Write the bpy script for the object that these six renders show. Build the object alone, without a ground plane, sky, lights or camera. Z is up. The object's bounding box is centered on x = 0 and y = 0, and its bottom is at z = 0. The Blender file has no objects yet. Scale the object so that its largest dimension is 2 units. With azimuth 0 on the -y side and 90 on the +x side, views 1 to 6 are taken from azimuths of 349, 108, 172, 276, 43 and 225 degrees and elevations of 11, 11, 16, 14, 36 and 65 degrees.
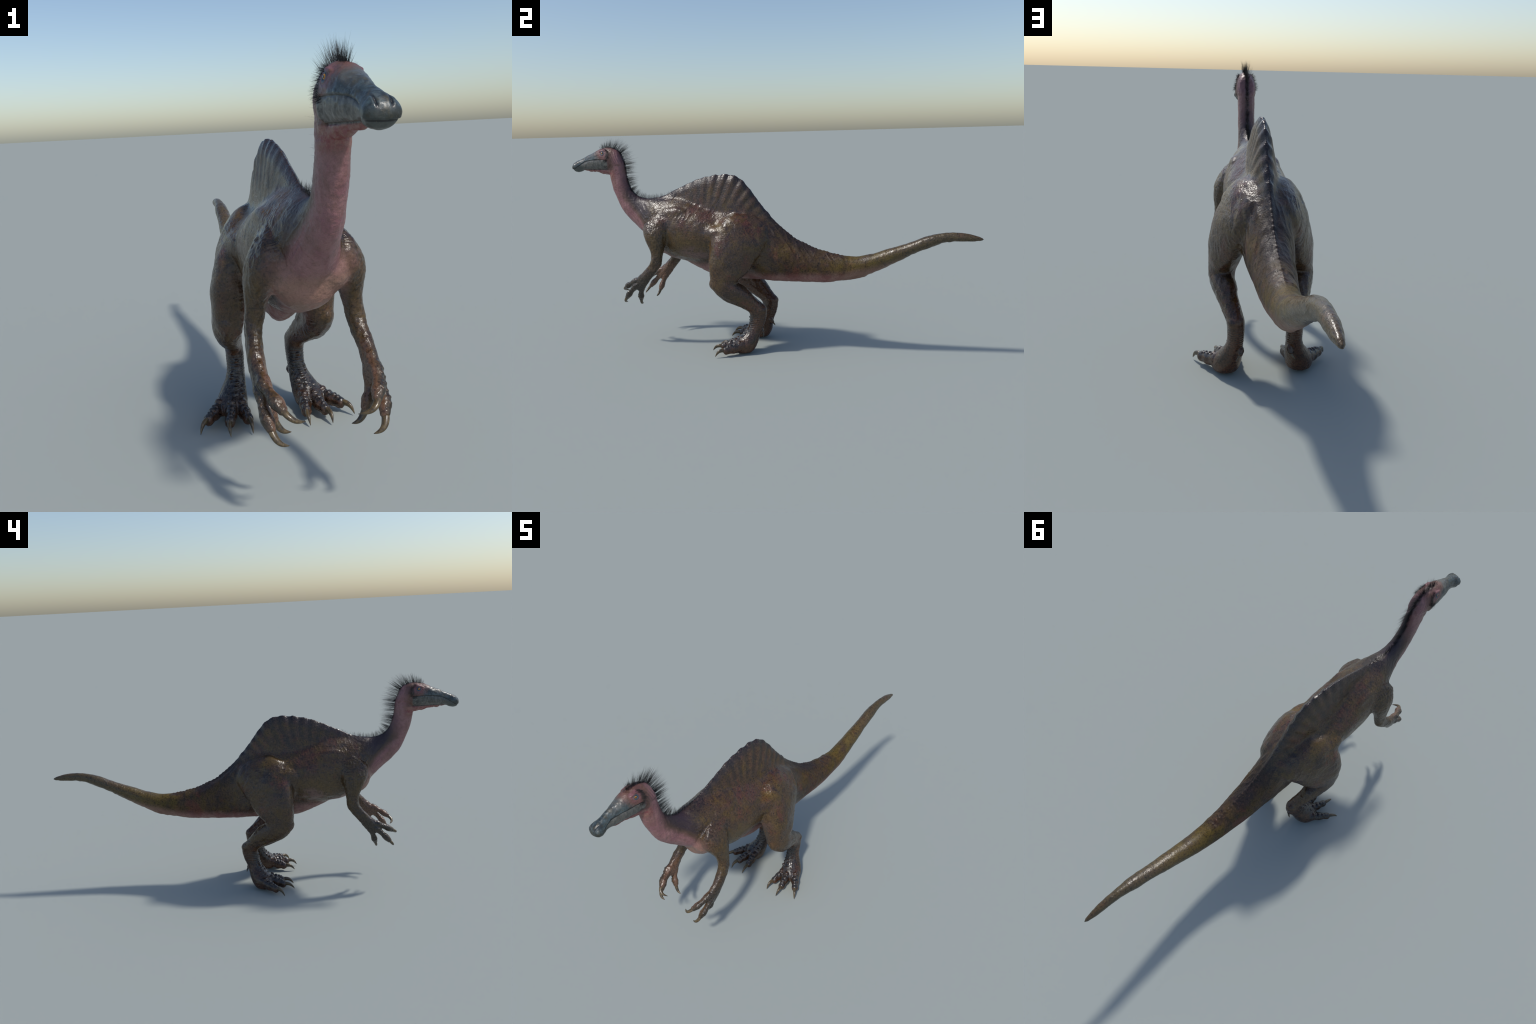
import bpy, math, random
import numpy as np
from mathutils import Vector, kdtree

random.seed(7)
RNG = np.random.default_rng(7)
FINE = 0.0020      # voxel of the final skin
COARSE = 0.0055    # voxel of the blended trunk and limbs

# ------------------------------------------------------------------ numeric helpers
def pchip(x, y, xq):
    x = np.asarray(x, float); y = np.asarray(y, float)
    if y.ndim == 1:
        y = y[:, None]; flat = True
    else:
        flat = False
    h = np.diff(x)[:, None]
    d = np.diff(y, axis=0) / h
    m = np.zeros_like(y)
    w1 = 2 * h[1:] + h[:-1]; w2 = h[1:] + 2 * h[:-1]
    same = d[:-1] * d[1:] > 0
    with np.errstate(divide='ignore', invalid='ignore'):
        hm = (w1 + w2) / (w1 / d[:-1] + w2 / d[1:])
    m[1:-1] = np.where(same, hm, 0)
    m[0] = d[0]; m[-1] = d[-1]
    xq = np.asarray(xq, float)
    i = np.clip(np.searchsorted(x, xq) - 1, 0, len(x) - 2)
    hh = np.diff(x)[i][:, None]
    t = ((xq - x[i])[:, None]) / hh
    r = ((1 + 2 * t) * (1 - t) ** 2) * y[i] + (t * (1 - t) ** 2) * hh * m[i] \
        + (t * t * (3 - 2 * t)) * y[i + 1] + (t * t * (t - 1)) * hh * m[i + 1]
    return r[:, 0] if flat else r

def catmull(pts, n):
    """smooth curve through rows of pts, n samples"""
    p = np.asarray(pts, float)
    p = np.vstack([2 * p[0] - p[1], p, 2 * p[-1] - p[-2]])
    u = np.linspace(0, len(p) - 3 - 1e-9, n)
    i = u.astype(int); t = (u - i)[:, None]
    a, b, c, d = p[i], p[i + 1], p[i + 2], p[i + 3]
    return 0.5 * (2 * b + (c - a) * t + (2 * a - 5 * b + 4 * c - d) * t ** 2 + (3 * b - a - 3 * c + d) * t ** 3)

def sstep(a, b, x):
    t = np.clip((x - a) / (b - a), 0, 1)
    return t * t * (3 - 2 * t)

def gauss(d, s):
    return np.exp(-(d / s) ** 2)

def _hash(ix, iy, iz, seed):
    h = (ix * 374761393 + iy * 668265263 + iz * 2147483647 + seed * 1274126177) & 0xffffffff
    h = ((h ^ (h >> 13)) * 1274126177) & 0xffffffff
    h = ((h ^ (h >> 15)) * 2246822519) & 0xffffffff
    return ((h ^ (h >> 16)) & 0xffff) / 32767.5 - 1.0

def vnoise(P, scale, seed=0):
    """smooth value noise in -1..1; scale may be a number or a 3-vector"""
    q = P * np.asarray(scale, float) + 100.0
    i = np.floor(q).astype(np.int64); f = q - i
    f = f * f * f * (f * (f * 6 - 15) + 10)
    out = 0
    for dx in (0, 1):
        wx = f[:, 0] if dx else 1 - f[:, 0]
        for dy in (0, 1):
            wy = f[:, 1] if dy else 1 - f[:, 1]
            for dz in (0, 1):
                wz = f[:, 2] if dz else 1 - f[:, 2]
                out = out + wx * wy * wz * _hash(i[:, 0] + dx, i[:, 1] + dy, i[:, 2] + dz, seed)
    return out

# ------------------------------------------------------------------ mesh pieces
class Pieces:
    """collects closed lofts; each carries the name of the part it belongs to"""
    def __init__(self):
        self.v = []; self.f = []; self.lab = []; self.n = 0
    def add(self, V, F, label):
        V = np.asarray(V, float)
        self.v.append(V)
        self.f += [tuple(i + self.n for i in q) for q in F]
        self.lab += [label] * len(V)
        self.n += len(V)
    def mesh(self, name):
        me = bpy.data.meshes.new(name)
        me.from_pydata(np.vstack(self.v).tolist(), [], self.f)
        me.update()
        return me

def loft_faces(n, m):
    F = []
    for i in range(n - 1):
        for j in range(m):
            k = (j + 1) % m
            F.append((i * m + j, i * m + k, (i + 1) * m + k, (i + 1) * m + j))
    F.append(tuple(range(m))[::-1])
    F.append(tuple((n - 1) * m + j for j in range(m)))
    return F

def add_rings(pc, rings, label):
    rings = np.asarray(rings)
    n, m = rings.shape[:2]
    pc.add(rings.reshape(-1, 3), loft_faces(n, m), label)

def add_mirrored(pc, rings, label):
    rings = np.asarray(rings)
    paired = label not in ('head', 'torso')
    add_rings(pc, rings, label + '_L' if paired else label)
    r2 = rings[:, ::-1].copy(); r2[..., 0] *= -1
    add_rings(pc, r2, label + '_R' if paired else label)

def tube_rings(path, rad, m=20, up=(0, 0, 1), sy=None):
    """circular or oval sections along a path; rad sideways, sy = factor along 'up'"""
    path = np.asarray(path); n = len(path)
    rad = np.asarray(rad) * np.ones(n)
    sy = (np.ones(n) if sy is None else np.asarray(sy) * np.ones(n))
    T = np.gradient(path, axis=0)
    T /= np.linalg.norm(T, axis=1)[:, None]
    up = np.asarray(up, float)
    R = np.cross(T, up); R /= np.linalg.norm(R, axis=1)[:, None]
    U = np.cross(R, T)
    a = np.linspace(0, 2 * np.pi, m, endpoint=False)
    return path[:, None, :] + (np.cos(a)[None, :, None] * R[:, None, :] * rad[:, None, None]
                               + np.sin(a)[None, :, None] * U[:, None, :] * (rad * sy)[:, None, None])

def round_ends(path, rad, k=6, sy=None):
    """extend a tube by dome ends"""
    path = np.asarray(path); rad = np.asarray(rad) * np.ones(len(path))
    sy = np.ones(len(path)) if sy is None else np.asarray(sy) * np.ones(len(path))
    t0 = path[0] - path[1]; t0 /= np.linalg.norm(t0)
    t1 = path[-1] - path[-2]; t1 /= np.linalg.norm(t1)
    a = np.linspace(np.pi / 2 * 0.94, 0, k, endpoint=False)
    P0 = path[0] + np.sin(a)[:, None] * t0 * rad[0]
    P1 = path[-1] + np.sin(a[::-1])[:, None] * t1 * rad[-1]
    return (np.vstack([P0, path, P1]),
            np.concatenate([rad[0] * np.cos(a), rad, rad[-1] * np.cos(a[::-1])]),
            np.concatenate([sy[0] * np.ones(k), sy, sy[-1] * np.ones(k)]))

def ellipsoid_rings(c, r, axis=(0, 1, 0), up=(0, 0, 1), n=14, m=20):
    c = np.asarray(c, float)
    ax = np.asarray(axis, float); ax /= np.linalg.norm(ax)
    R = np.cross(ax, up); R /= np.linalg.norm(R); U = np.cross(R, ax)
    th = np.linspace(0.06, np.pi - 0.06, n)
    a = np.linspace(0, 2 * np.pi, m, endpoint=False)
    return (c + (-np.cos(th))[:, None, None] * ax * r[1]
            + np.sin(th)[:, None, None] * (np.cos(a)[None, :, None] * R * r[0] + np.sin(a)[None, :, None] * U * r[2]))

# ------------------------------------------------------------------ trunk: snout to tail in the mid plane
# each station: dorsal (y,z), ventral (y,z), half width, body-top fraction, body-bottom fraction,
# height of greatest width, blade half thickness, keel half thickness
TRUNK = [
 # neck
 (-.742, .935, -.800, .850, .034, 1, 0, .5, 0, 0),
 (-.716, .895, -.790, .800, .0335, 1, 0, .5, 0, 0),
 (-.708, .850, -.779, .755, .0325, 1, 0, .5, 0, 0),
 (-.702, .805, -.763, .708, .0325, 1, 0, .5, 0, 0),
 (-.685, .757, -.739, .660, .0340, 1, 0, .5, 0, 0),
 (-.650, .727, -.702, .613, .0380, 1, 0, .48, 0, 0),
 (-.600, .716, -.655, .574, .047, 1, 0, .45, 0, 0),
 (-.550, .721, -.606, .528, .066, .97, 0, .45, .010, 0),
 (-.500, .734, -.555, .468, .087, .92, 0, .45, .012, 0),
 (-.435, .764, -.475, .428, .103, .85, 0, .42, .013, 0),
 # ribcage, belly and sail
 (-.365, .794, -.395, .404, .115, .76, .02, .38, .014, .034),
 (-.290, .818, -.305, .362, .117, .69, .10, .41, .015, .036),
 (-.220, .831, -.235, .338, .112, .64, .15, .43, .0155, .036),
 (-.160, .832, -.165, .330, .102, .63, .13, .43, .016, .036),
 (-.110, .815, -.105, .328, .094, .65, .10, .45, .016, .036),
 (-.070, .778, -.065, .327, .090, .73, .07, .45, .0155, .036),
 (-.030, .724, -.025, .327, .084, .78, .04, .45, .015, .036),
 # tail
 (.030, .653, .030, .327, .078, .86, 0, .45, .013, .036),
 (.085, .589, .085, .327, .073, .93, 0, .46, .010, .034),
 (.145, .540, .145, .327, .066, .95, 0, .46, .006, .030),
 (.215, .502, .215, .326, .060, .96, 0, .46, .005, 0),
 (.290, .474, .290, .328, .053, .97, 0, .47, .0042, 0),
 (.360, .457, .365, .336, .048, .98, 0, .48, .0035, 0),
 (.430, .453, .450, .352, .043, 1, 0, .52, 0, 0),
 (.505, .467, .540, .390, .0385, 1, 0, .55, 0, 0),
 (.585, .493, .625, .433, .0335, 1, 0, .55, 0, 0),
 (.660, .517, .705, .475, .0295, 1, 0, .55, 0, 0),
 (.735, .546, .768, .503, .0255, 1, 0, .52, 0, 0),
 (.800, .565, .815, .523, .0215, 1, 0, .50, 0, 0),
 (.860, .5745, .865, .532, .0185, 1, 0, .50, 0, 0),
 (.920, .571, .918, .535, .0150, 1, 0, .50, 0, 0),
 (.965, .5605, .962, .5365, .0105, 1, 0, .50, 0, 0),
 (.986, .553, .985, .540, .0062, 1, 0, .50, 0, 0),
 (.999, .5465, .998, .5435, .0018, 1, 0, .50, 0, 0),
]
HSAMP = (1 - np.cos(np.linspace(0, np.pi, 45))) / 2
SAIL_PIVOT = (-.31, .40)
def sail_phase(y, z):
    """fan of neural spines: spines sit where the cosine of this phase is 1"""
    a = np.arctan2(y - SAIL_PIVOT[0], np.maximum(z - SAIL_PIVOT[1], 1e-3))
    return 2 * np.pi * (a - 0.055) / (0.112 + 0.03 * np.clip(-a, 0, 1))

def smax(a, b, k):
    h = np.maximum(k - np.abs(a - b), 0) / k
    return np.maximum(a, b) + h * h * k / 4

def section(D, V, W, hb, hk, hm, tb, tk, p=2.0):
    h = HSAMP
    H = np.linalg.norm(np.asarray(D) - np.asarray(V))
    u = np.where(h > hm, (h - hm) / max(hb - hm, .05), (hm - h) / max(hm - hk, .05))
    body = np.where(u < 1, W * np.sqrt(np.clip(1 - np.abs(u) ** p, 0, 1)), -(u - 1) * W * 2)
    w = body
    if tb > .002:
        ht = 1 - 2.6 * tb / H
        t = (tb * .95 + .18 * np.clip((tb - .008) / .006, 0, 1) * (1 - h) * H) * np.clip(1 - (np.clip(h - ht, 0, 1) / (1 - ht)) ** 1.7, 0, 1) ** .72
        w = smax(w, np.where(h > hm, t, -1), .045)
    if tk > .002:
        t = tk * np.sqrt(np.clip(1 - ((h - .16) / .16) ** 2, 0, 1))
        w = smax(w, np.where(h < .3, t, -1), .02)
    w = np.maximum(w, 0)
    return h, w

def trunk_rings():
    S = np.array(TRUNK)
    mid = (S[:, [0, 1]] + S[:, [2, 3]]) / 2
    s = np.concatenate([[0], np.cumsum(np.linalg.norm(np.diff(mid, axis=0), axis=1))])
    q = np.linspace(0, s[-1], 330)
    Q = pchip(s, S, q)
    rings, labs = [], []
    for r in Q:
        Dy, Dz, Vy, Vz, W, hb, hk, hm, tb, tk = r
        # scalloped sail edge
        if -.46 < Dy < .10:
            amp = .0017 * sstep(-.46, -.30, Dy) * (1 - sstep(.02, .1, Dy))
            bump = amp * np.cos(sail_phase(Dy, Dz))
        else:
            bump = 0
        h, w = section((Dy, Dz), (Vy, Vz), W, hb, hk, hm, tb, tk)
        y = Vy + h * (Dy - Vy); z = Vz + h * (Dz - Vz) + bump * sstep(.72, 1, h)
        right = np.stack([w, y, z], 1)
        left = np.stack([-w[1:-1], y[1:-1], z[1:-1]], 1)[::-1]
        rings.append(np.vstack([right, left]))
    return np.array(rings), Q

# ------------------------------------------------------------------ limbs (left side, x > 0; mirrored afterwards)
# front (y,z), back (y,z), centre x, half width
LEG = [
 (-.125, .650, -.030, .640, .042, .020),
 (-.168, .622, .030, .592, .060, .042),
 (-.205, .572, .045, .536, .078, .050),
 (-.226, .510, .022, .485, .095, .057),
 (-.231, .440, -.008, .437, .109, .058),
 (-.227, .385, -.042, .385, .121, .054),
 (-.222, .333, -.086, .343, .131, .046),
 (-.208, .296, -.088, .334, .134, .043),
 (-.180, .266, -.078, .327, .132, .041),
 (-.135, .238, -.048, .303, .124, .037),
 (-.090, .218, -.024, .277, .115, .033),
 (-.056, .202, .002, .248, .106, .0305),
 (-.043, .187, .027, .222, .099, .029),
 (-.042, .172, .037, .188, .096, .0285),
 (-.048, .140, .027, .140, .096, .0265),
 (-.055, .114, .014, .112, .099, .0280),
]
FOOT = [
 (-.053, .122, .018, .122, .098, .0272),
 (-.060, .106, .011, .102, .101, .0305),
 (-.076, .087, .004, .078, .108, .0370),
 (-.096, .070, -.003, .050, .116, .0440),
 (-.110, .056, -.012, .028, .121, .0475),
 (-.118, .037, -.030, .005, .125, .0465),
 (-.112, .022, -.060, -.001, .127, .0400),
]
ARM = [
 (-.552, .628, -.465, .640, .062, .026),
 (-.578, .595, -.450, .605, .078, .040),
 (-.578, .558, -.452, .558, .093, .043),
 (-.564, .524, -.460, .520, .104, .038),
 (-.547, .490, -.468, .485, .112, .030),
 (-.535, .452, -.474, .450, .118, .0245),
 (-.535, .424, -.480, .408, .123, .0225),
 (-.552, .396, -.502, .376, .127, .0205),
 (-.578, .366, -.535, .336, .131, .0185),
 (-.602, .346, -.556, .310, .131, .0180),
]
HAND = [
 (-.590, .356, -.546, .322, .131, .0175),
 (-.612, .337, -.565, .298, .130, .0175),
 (-.634, .320, -.580, .278, .129, .0160),
 (-.640, .300, -.592, .268, .129, .0130),
]
def limb_rings(S, n=60, m=36, p=2.15, rear=0.0):
    S = np.array(S)
    mid = (S[:, [0, 1]] + S[:, [2, 3]]) / 2
    s = np.concatenate([[0], np.cumsum(np.linalg.norm(np.diff(mid, axis=0), axis=1) + .01)])
    Q = pchip(s, S, np.linspace(0, s[-1], n))
    a = np.linspace(0, 2 * np.pi, m, endpoint=False)
    ca = np.sign(np.cos(a)) * np.abs(np.cos(a)) ** (2 / p)
    sa = np.sign(np.sin(a)) * np.abs(np.sin(a)) ** (2 / p)
    rings = []
    for Fy, Fz, By, Bz, xc, hw in Q:
        cy, cz = (Fy + By) / 2, (Fz + Bz) / 2
        hy, hz = (Fy - By) / 2, (Fz - Bz) / 2
        kk = rear * sstep(.33, .43, cz)
        rings.append(np.stack([xc + .035 * kk * ca + hw * (1 + kk * ca) * sa, cy + hy * ca, cz + hz * ca], 1))
    return np.array(rings)

TOES = {  # centre line of each toe and radius, height factor
 'outer': [(.128, -.040, .046), (.150, -.062, .040), (.178, -.098, .031), (.203, -.131, .0260)],
 'middle': [(.121, -.050, .052), (.124, -.085, .044), (.135, -.128, .033), (.1445, -.163, .0255)],
 'inner': [(.112, -.050, .052), (.101, -.085, .043), (.094, -.122, .031), (.0890, -.153, .0235)],
}
TOE_TIPS = {'outer': (.233, -.174, .0030), 'middle': (.151, -.217, .0045), 'inner': (.0855, -.209, .0025)}
FINGERS = {
 'first': [(.130, -.592, .330), (.128, -.622, .319), (.119, -.657, .302), (.1045, -.687, .284)],
 'second': [(.131, -.590, .318), (.134, -.618, .296), (.1345, -.647, .268), (.1275, -.673, .2385)],
 'third': [(.128, -.578, .318), (.126, -.588, .292), (.1195, -.600, .258), (.1075, -.608, .229)],
}
FINGER_TIPS = {'first': (.0575, -.695, .256), 'second': (.093, -.691, .204), 'third': (.070, -.616, .197)}

trunk = Pieces()
TR, TQ = trunk_rings()
# label the trunk lengthwise
cuts = {'neck': [], 'torso': [], 'tail': []}
for i, r in enumerate(TR):
    my = (TQ[i, 0] + TQ[i, 2]) / 2
    cuts['neck' if my < -.565 else ('torso' if my < .055 else 'tail')].append(i)
base = trunk.n
add_rings(trunk, TR, 'torso')
for k, idx in cuts.items():
    for i in idx:
        for j in range(TR.shape[1]):
            trunk.lab[base + i * TR.shape[1] + j] = k
# sail label: upper blade of the back
for i in range(len(TR)):
    Dy, Dz, Vy, Vz, W, hb = TQ[i, :6]
    if -.47 < Dy < .055:
        zcut = .735 + .02 * math.cos(Dy * 9) if Dy < -.1 else .735 - (Dy + .1) * .55
        for j in range(TR.shape[1]):
            if TR[i, j, 2] > zcut:
                trunk.lab[base + i * TR.shape[1] + j] = 'sail'

add_mirrored(trunk, limb_rings(LEG, rear=.32), 'leg')
add_mirrored(trunk, limb_rings(ARM), 'arm')
# muscles that swell under the skin
add_mirrored(trunk, ellipsoid_rings((.095, -.520, .552), (.040, .052, .060), (0, .2, 1), (0, 1, 0)), 'arm')
add_mirrored(trunk, ellipsoid_rings((.066, -.465, .622), (.024, .115, .050), (.1, 1, .25)), 'torso')
add_mirrored(trunk, ellipsoid_rings((.088, -.172, .545), (.045, .054, .112), (0, .10, 1), (0, 1, 0)), 'leg')
add_mirrored(trunk, ellipsoid_rings((.142, -.182, .326), (.030, .036, .046), (0, .3, 1), (0, 1, 0)), 'leg')
add_mirrored(trunk, ellipsoid_rings((.118, -.075, .282), (.031, .060, .036), (0, 1, -.9), (0, 0, 1)), 'leg')
add_mirrored(trunk, ellipsoid_rings((.098, .008, .203), (.029, .032, .028), (0, 1, 0)), 'leg')
# hip crest and breast
add_mirrored(trunk, ellipsoid_rings((.080, -.168, .612), (.014, .062, .016), (0, -.105, -.052)), 'leg')
add_rings(trunk, ellipsoid_rings((0, -.520, .515), (.078, .075, .072), (0, 1, -.6)), 'torso')
add_mirrored(trunk, ellipsoid_rings((.050, -.535, .535), (.042, .050, .062), (0, .3, 1), (0, 1, 0)), 'torso')

def obj_from(me, name):
    ob = bpy.data.objects.new(name, me)
    bpy.context.scene.collection.objects.link(ob)
    return ob

def voxel(me, size, name):
    ob = obj_from(me, name)
    md = ob.modifiers.new('remesh', 'REMESH')
    md.mode = 'VOXEL'; md.voxel_size = size; md.adaptivity = 0
    dg = bpy.context.evaluated_depsgraph_get()
    ev = ob.evaluated_get(dg)
    out = bpy.data.meshes.new_from_object(ev)
    bpy.data.objects.remove(ob)
    return out

def mesh_arrays(me):
    V = np.empty(len(me.vertices) * 3); me.vertices.foreach_get('co', V)
    E = np.empty(len(me.edges) * 2, np.int32); me.edges.foreach_get('vertices', E)
    return V.reshape(-1, 3), E.reshape(-1, 2)

class Smoother:
    def __init__(self, E, n):
        self.a = np.concatenate([E[:, 0], E[:, 1]]); self.b = np.concatenate([E[:, 1], E[:, 0]])
        self.n = n
        self.deg = np.maximum(np.bincount(self.a, minlength=n), 1)
    def lap(self, X):
        if X.ndim == 1:
            return np.bincount(self.a, X[self.b], self.n) / self.deg - X
        return np.stack([np.bincount(self.a, X[self.b, k], self.n) / self.deg - X[:, k] for k in range(X.shape[1])], 1)
    def taubin(self, X, it, w=1.0, lam=.55, mu=-.565):
        w = w[:, None] if np.ndim(w) else w
        for _ in range(it):
            X = X + lam * w * self.lap(X)
            X = X + mu * w * self.lap(X)
        return X
    def plain(self, X, it, w=1.0, lam=.5):
        w = w[:, None] if np.ndim(w) else w
        for _ in range(it):
            X = X + lam * w * self.lap(X)
        return X

m1 = voxel(trunk.mesh('trunk'), COARSE, 'trunk')
V, E = mesh_arrays(m1)
sm = Smoother(E, len(V))
ax = np.abs(V[:, 0])
# fillet where limbs join the trunk, leave thin tail tip and sail edge alone
wj = np.clip(gauss((V[:, 1] + .09) / 1.0, .16) + gauss((V[:, 1] + .53) / 1.0, .09), 0, 1) * (V[:, 2] > .38)
wj = wj * (1 - sstep(.70, .74, V[:, 2]))
V = sm.plain(V, 16, wj)
V = sm.taubin(V, 8, 1.0)
m1.vertices.foreach_set('co', V.ravel())

# ------------------------------------------------------------------ head, hands and feet join the trunk
whole = Pieces()
faces1 = [tuple(p.vertices) for p in m1.polygons]
whole.add(V, faces1, 'trunk')
extra = Pieces()
def both(rings, label):
    add_mirrored(whole, rings, label); add_mirrored(extra, rings, label)
def single(rings, label):
    add_rings(whole, rings, label); add_rings(extra, rings, label)

# y, top z, jaw bottom z, throat z, half width
HEAD = [
 (-.722, .905, .860, .850, .024, .5),
 (-.738, .941, .855, .845, .0325, .48),
 (-.758, .9575, .852, .838, .0365, .45),
 (-.780, .9655, .853, .832, .0390, .42),
 (-.803, .9675, .855, .832, .0400, .40),
 (-.827, .9630, .857, .837, .0395, .39),
 (-.852, .9570, .858, .845, .0375, .38),
 (-.880, .9440, .858, .847, .0335, .38),
 (-.905, .9335, .858, .850, .0288, .39),
 (-.930, .9230, .858, .8555, .0238, .41),
 (-.947, .9150, .8555, .8555, .0226, .44),
 (-.962, .9085, .8490, .8490, .0256, .46),
 (-.976, .9035, .8465, .8465, .0302, .47),
 (-.988, .8975, .8490, .8490, .0308, .48),
 (-.995, .8915, .8535, .8535, .0280, .49),
 (-1.000, .8850, .8595, .8595, .0215, .5),
 (-1.0030, .876, .8680, .8680, .0070, .5),
]
def head_rings():
    S = np.array(HEAD)
    Q = pchip(-S[:, 0], S, np.linspace(-S[0, 0], -S[-1, 0], 110))
    rings = []
    for y, zt, zj, zv, W, hm in Q:
        h = HSAMP
        z = zj + h * (zt - zj)
        u = np.where(h > hm, (h - hm) / (1 - hm), (hm - h) / hm)
        # brow is squarish, beak round
        p = 2.0 + .7 * gauss(y + .815, .05) - .45 * gauss(y + .93, .035) * (h > hm)
        w = W * np.clip(1 - u ** p, 0, 1) ** (1 / 2.1)
        right = np.stack([w, y + 0 * z, z], 1)
        left = np.stack([-w[1:-1], y + 0 * z[1:-1], z[1:-1]], 1)[::-1]
        rings.append(np.vstack([right, left]))
    return np.array(rings)
single(head_rings(), 'head')
# loose throat skin under the jaw
S = np.array(HEAD)
ys = np.linspace(-.935, -.745, 40)
zv = np.interp(-ys, -S[:, 0], S[:, 3])
tp = np.stack([0 * ys, ys, (zv + .872) / 2], 1)
hw = np.interp(ys, [-.935, -.90, -.85, -.80, -.745], [.010, .014, .018, .024, .028])
rr = tube_rings(tp, hw, 28)
for i in range(len(ys)):
    c = tp[i]; up = rr[i][:, 2] - c[2]
    rr[i][:, 2] = c[2] + up / hw[i] * (.872 - zv[i]) / 2
single(rr, 'head')
# brow ridges and cheeks
both(ellipsoid_rings((.0245, -.815, .9500), (.0080, .024, .0065), (.10, -1, -.15)), 'head')
both(ellipsoid_rings((.0290, -.822, .9265), (.0075, .022, .007), (.0, -1, -.2)), 'head')
both(ellipsoid_rings((.0300, -.790, .889), (.012, .020, .022), (0, 1, 0)), 'head')

both(limb_rings(FOOT, 40), 'foot')
both(limb_rings(HAND, 30, p=2.3), 'hand')

def toe_path(pts, n=46):
    return catmull(pts, n)
SCUTES = []
for nm, pts in TOES.items():
    P = toe_path(pts)
    t = np.linspace(0, 1, len(P))
    rad = np.interp(t, [0, .35, .7, 1], [.0235, .0212, .0178, .0148])
    # pads swell between the joints
    rad = rad * (1 + .07 * np.cos((t - .08) * 2 * np.pi * 3.2))
    Pp, rr_, sy = round_ends(P, rad, sy=1.22 - .04 * t)
    both(tube_rings(Pp, rr_, 24, sy=sy), 'toe_' + nm)
    # row of plates along the top of the toe
    T = np.gradient(P, axis=0); T /= np.linalg.norm(T, axis=1)[:, None]
    for j, tt in enumerate((.10, .30, .48, .65, .80, .93)):
        i = int(tt * (len(P) - 1))
        R = np.cross(T[i], (0, 0, 1)); R /= np.linalg.norm(R); U = np.cross(R, T[i])
        big = (1.5, 1.15, 1.3, 1.0, 1.2, 1.0)[j]
        c = P[i] + U * rad[i] * 1.06
        both(ellipsoid_rings(c, (rad[i] * .60, .0068 * big, .0066 * big), T[i], U), 'toe_' + nm)
    # fleshy cuff round the claw
    i = len(P) - 2
    both(ellipsoid_rings(P[i] + T[i] * .004 + np.array([0, 0, .001]), (.0148, .007, .0172), T[i]), 'toe_' + nm)
# transverse plates up the front of the shank bone
for k in range(8):
    f = k / 7
    z = .076 + f * .088
    y = np.interp(z, [.055, .07, .087, .106, .122, .140, .172], [-.110, -.096, -.076, -.060, -.053, -.048, -.042])
    xc = np.interp(z, [.07, .10, .14], [.114, .102, .0965])
    sp = np.interp(z, [.07, .10, .14, .17], [.026, .0165, .011, .009])
    for q in (-1, 0, 1):
        j = .0015 * math.sin(k * 7.3 + q * 4.1)
        both(ellipsoid_rings((xc + q * sp + j, y + abs(q) * .006 + .003, z + j), (.0088, .0042 + j, .0060 + j),
                             (0, -.5, -1), (0, -1, .5)), 'foot')
# small hind toe
hp = catmull([(.085, -.006, .112), (.080, .004, .104), (.0825, .0095, .093)], 14)
a, b, c = round_ends(hp, np.linspace(.012, .0095, 14))
both(tube_rings(a, b, 18, sy=c), 'toe_hind')

for nm, pts in FINGERS.items():
    P = catmull(pts, 46)
    t = np.linspace(0, 1, len(P))
    rad = np.interp(t, [0, .3, .62, .86, 1], [.0165, .0148, .0124, .0140, .0118])
    rad = rad * (1 + .08 * np.cos((t - .30) * 2 * np.pi * 2))
    Pp, rr_, sy = round_ends(P, rad)
    both(tube_rings(Pp, rr_, 22, up=(1, 0, .2), sy=sy * 1.05), 'finger_' + nm)
    T = np.gradient(P, axis=0); T /= np.linalg.norm(T, axis=1)[:, None]
    for tt in (.34, .48, .60, .72, .84):      # knuckle plates on the outer side
        i = int(tt * (len(P) - 1))
        o = np.array([1, -.55, .35]); o = o - T[i] * (o @ T[i]); o /= np.linalg.norm(o)
        both(ellipsoid_rings(P[i] + o * rad[i] * .82, (rad[i] * .55, .0050, .0050), T[i], o), 'finger_' + nm)

m2 = voxel(whole.mesh('skin'), FINE, 'skin')
V, E = mesh_arrays(m2)
sm = Smoother(E, len(V))

# ------------------------------------------------------------------ which part each face belongs to
extra_v = np.vstack(extra.v)
ref_v = np.vstack([np.vstack(trunk.v), extra_v])
ref_lab = trunk.lab + extra.lab
names = sorted(set(ref_lab))
kd = kdtree.KDTree(len(ref_v))
for i, p in enumerate(ref_v):
    kd.insert(p, i)
kd.balance()
lab_id = np.array([names.index(l) for l in ref_lab])
vl = np.array([lab_id[kd.find(p)[1]] for p in V])

tipw = np.clip(sstep(.60, .66, -V[:, 1]) + (V[:, 2] < .14) + ((V[:, 2] < .36) & (V[:, 1] < -.53)), 0, 1)
V = sm.taubin(V, 5, 1 - .45 * tipw)

def vnormals(V):
    m2.vertices.foreach_set('co', V.ravel()); m2.update()
    N = np.empty(len(V) * 3)
    m2.vertex_normals.foreach_get('vector', N)
    return N.reshape(-1, 3)

# ------------------------------------------------------------------ relief
N = vnormals(V)
x, y, z = V.T
ax = np.abs(x)
disp = np.zeros(len(V))
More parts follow.
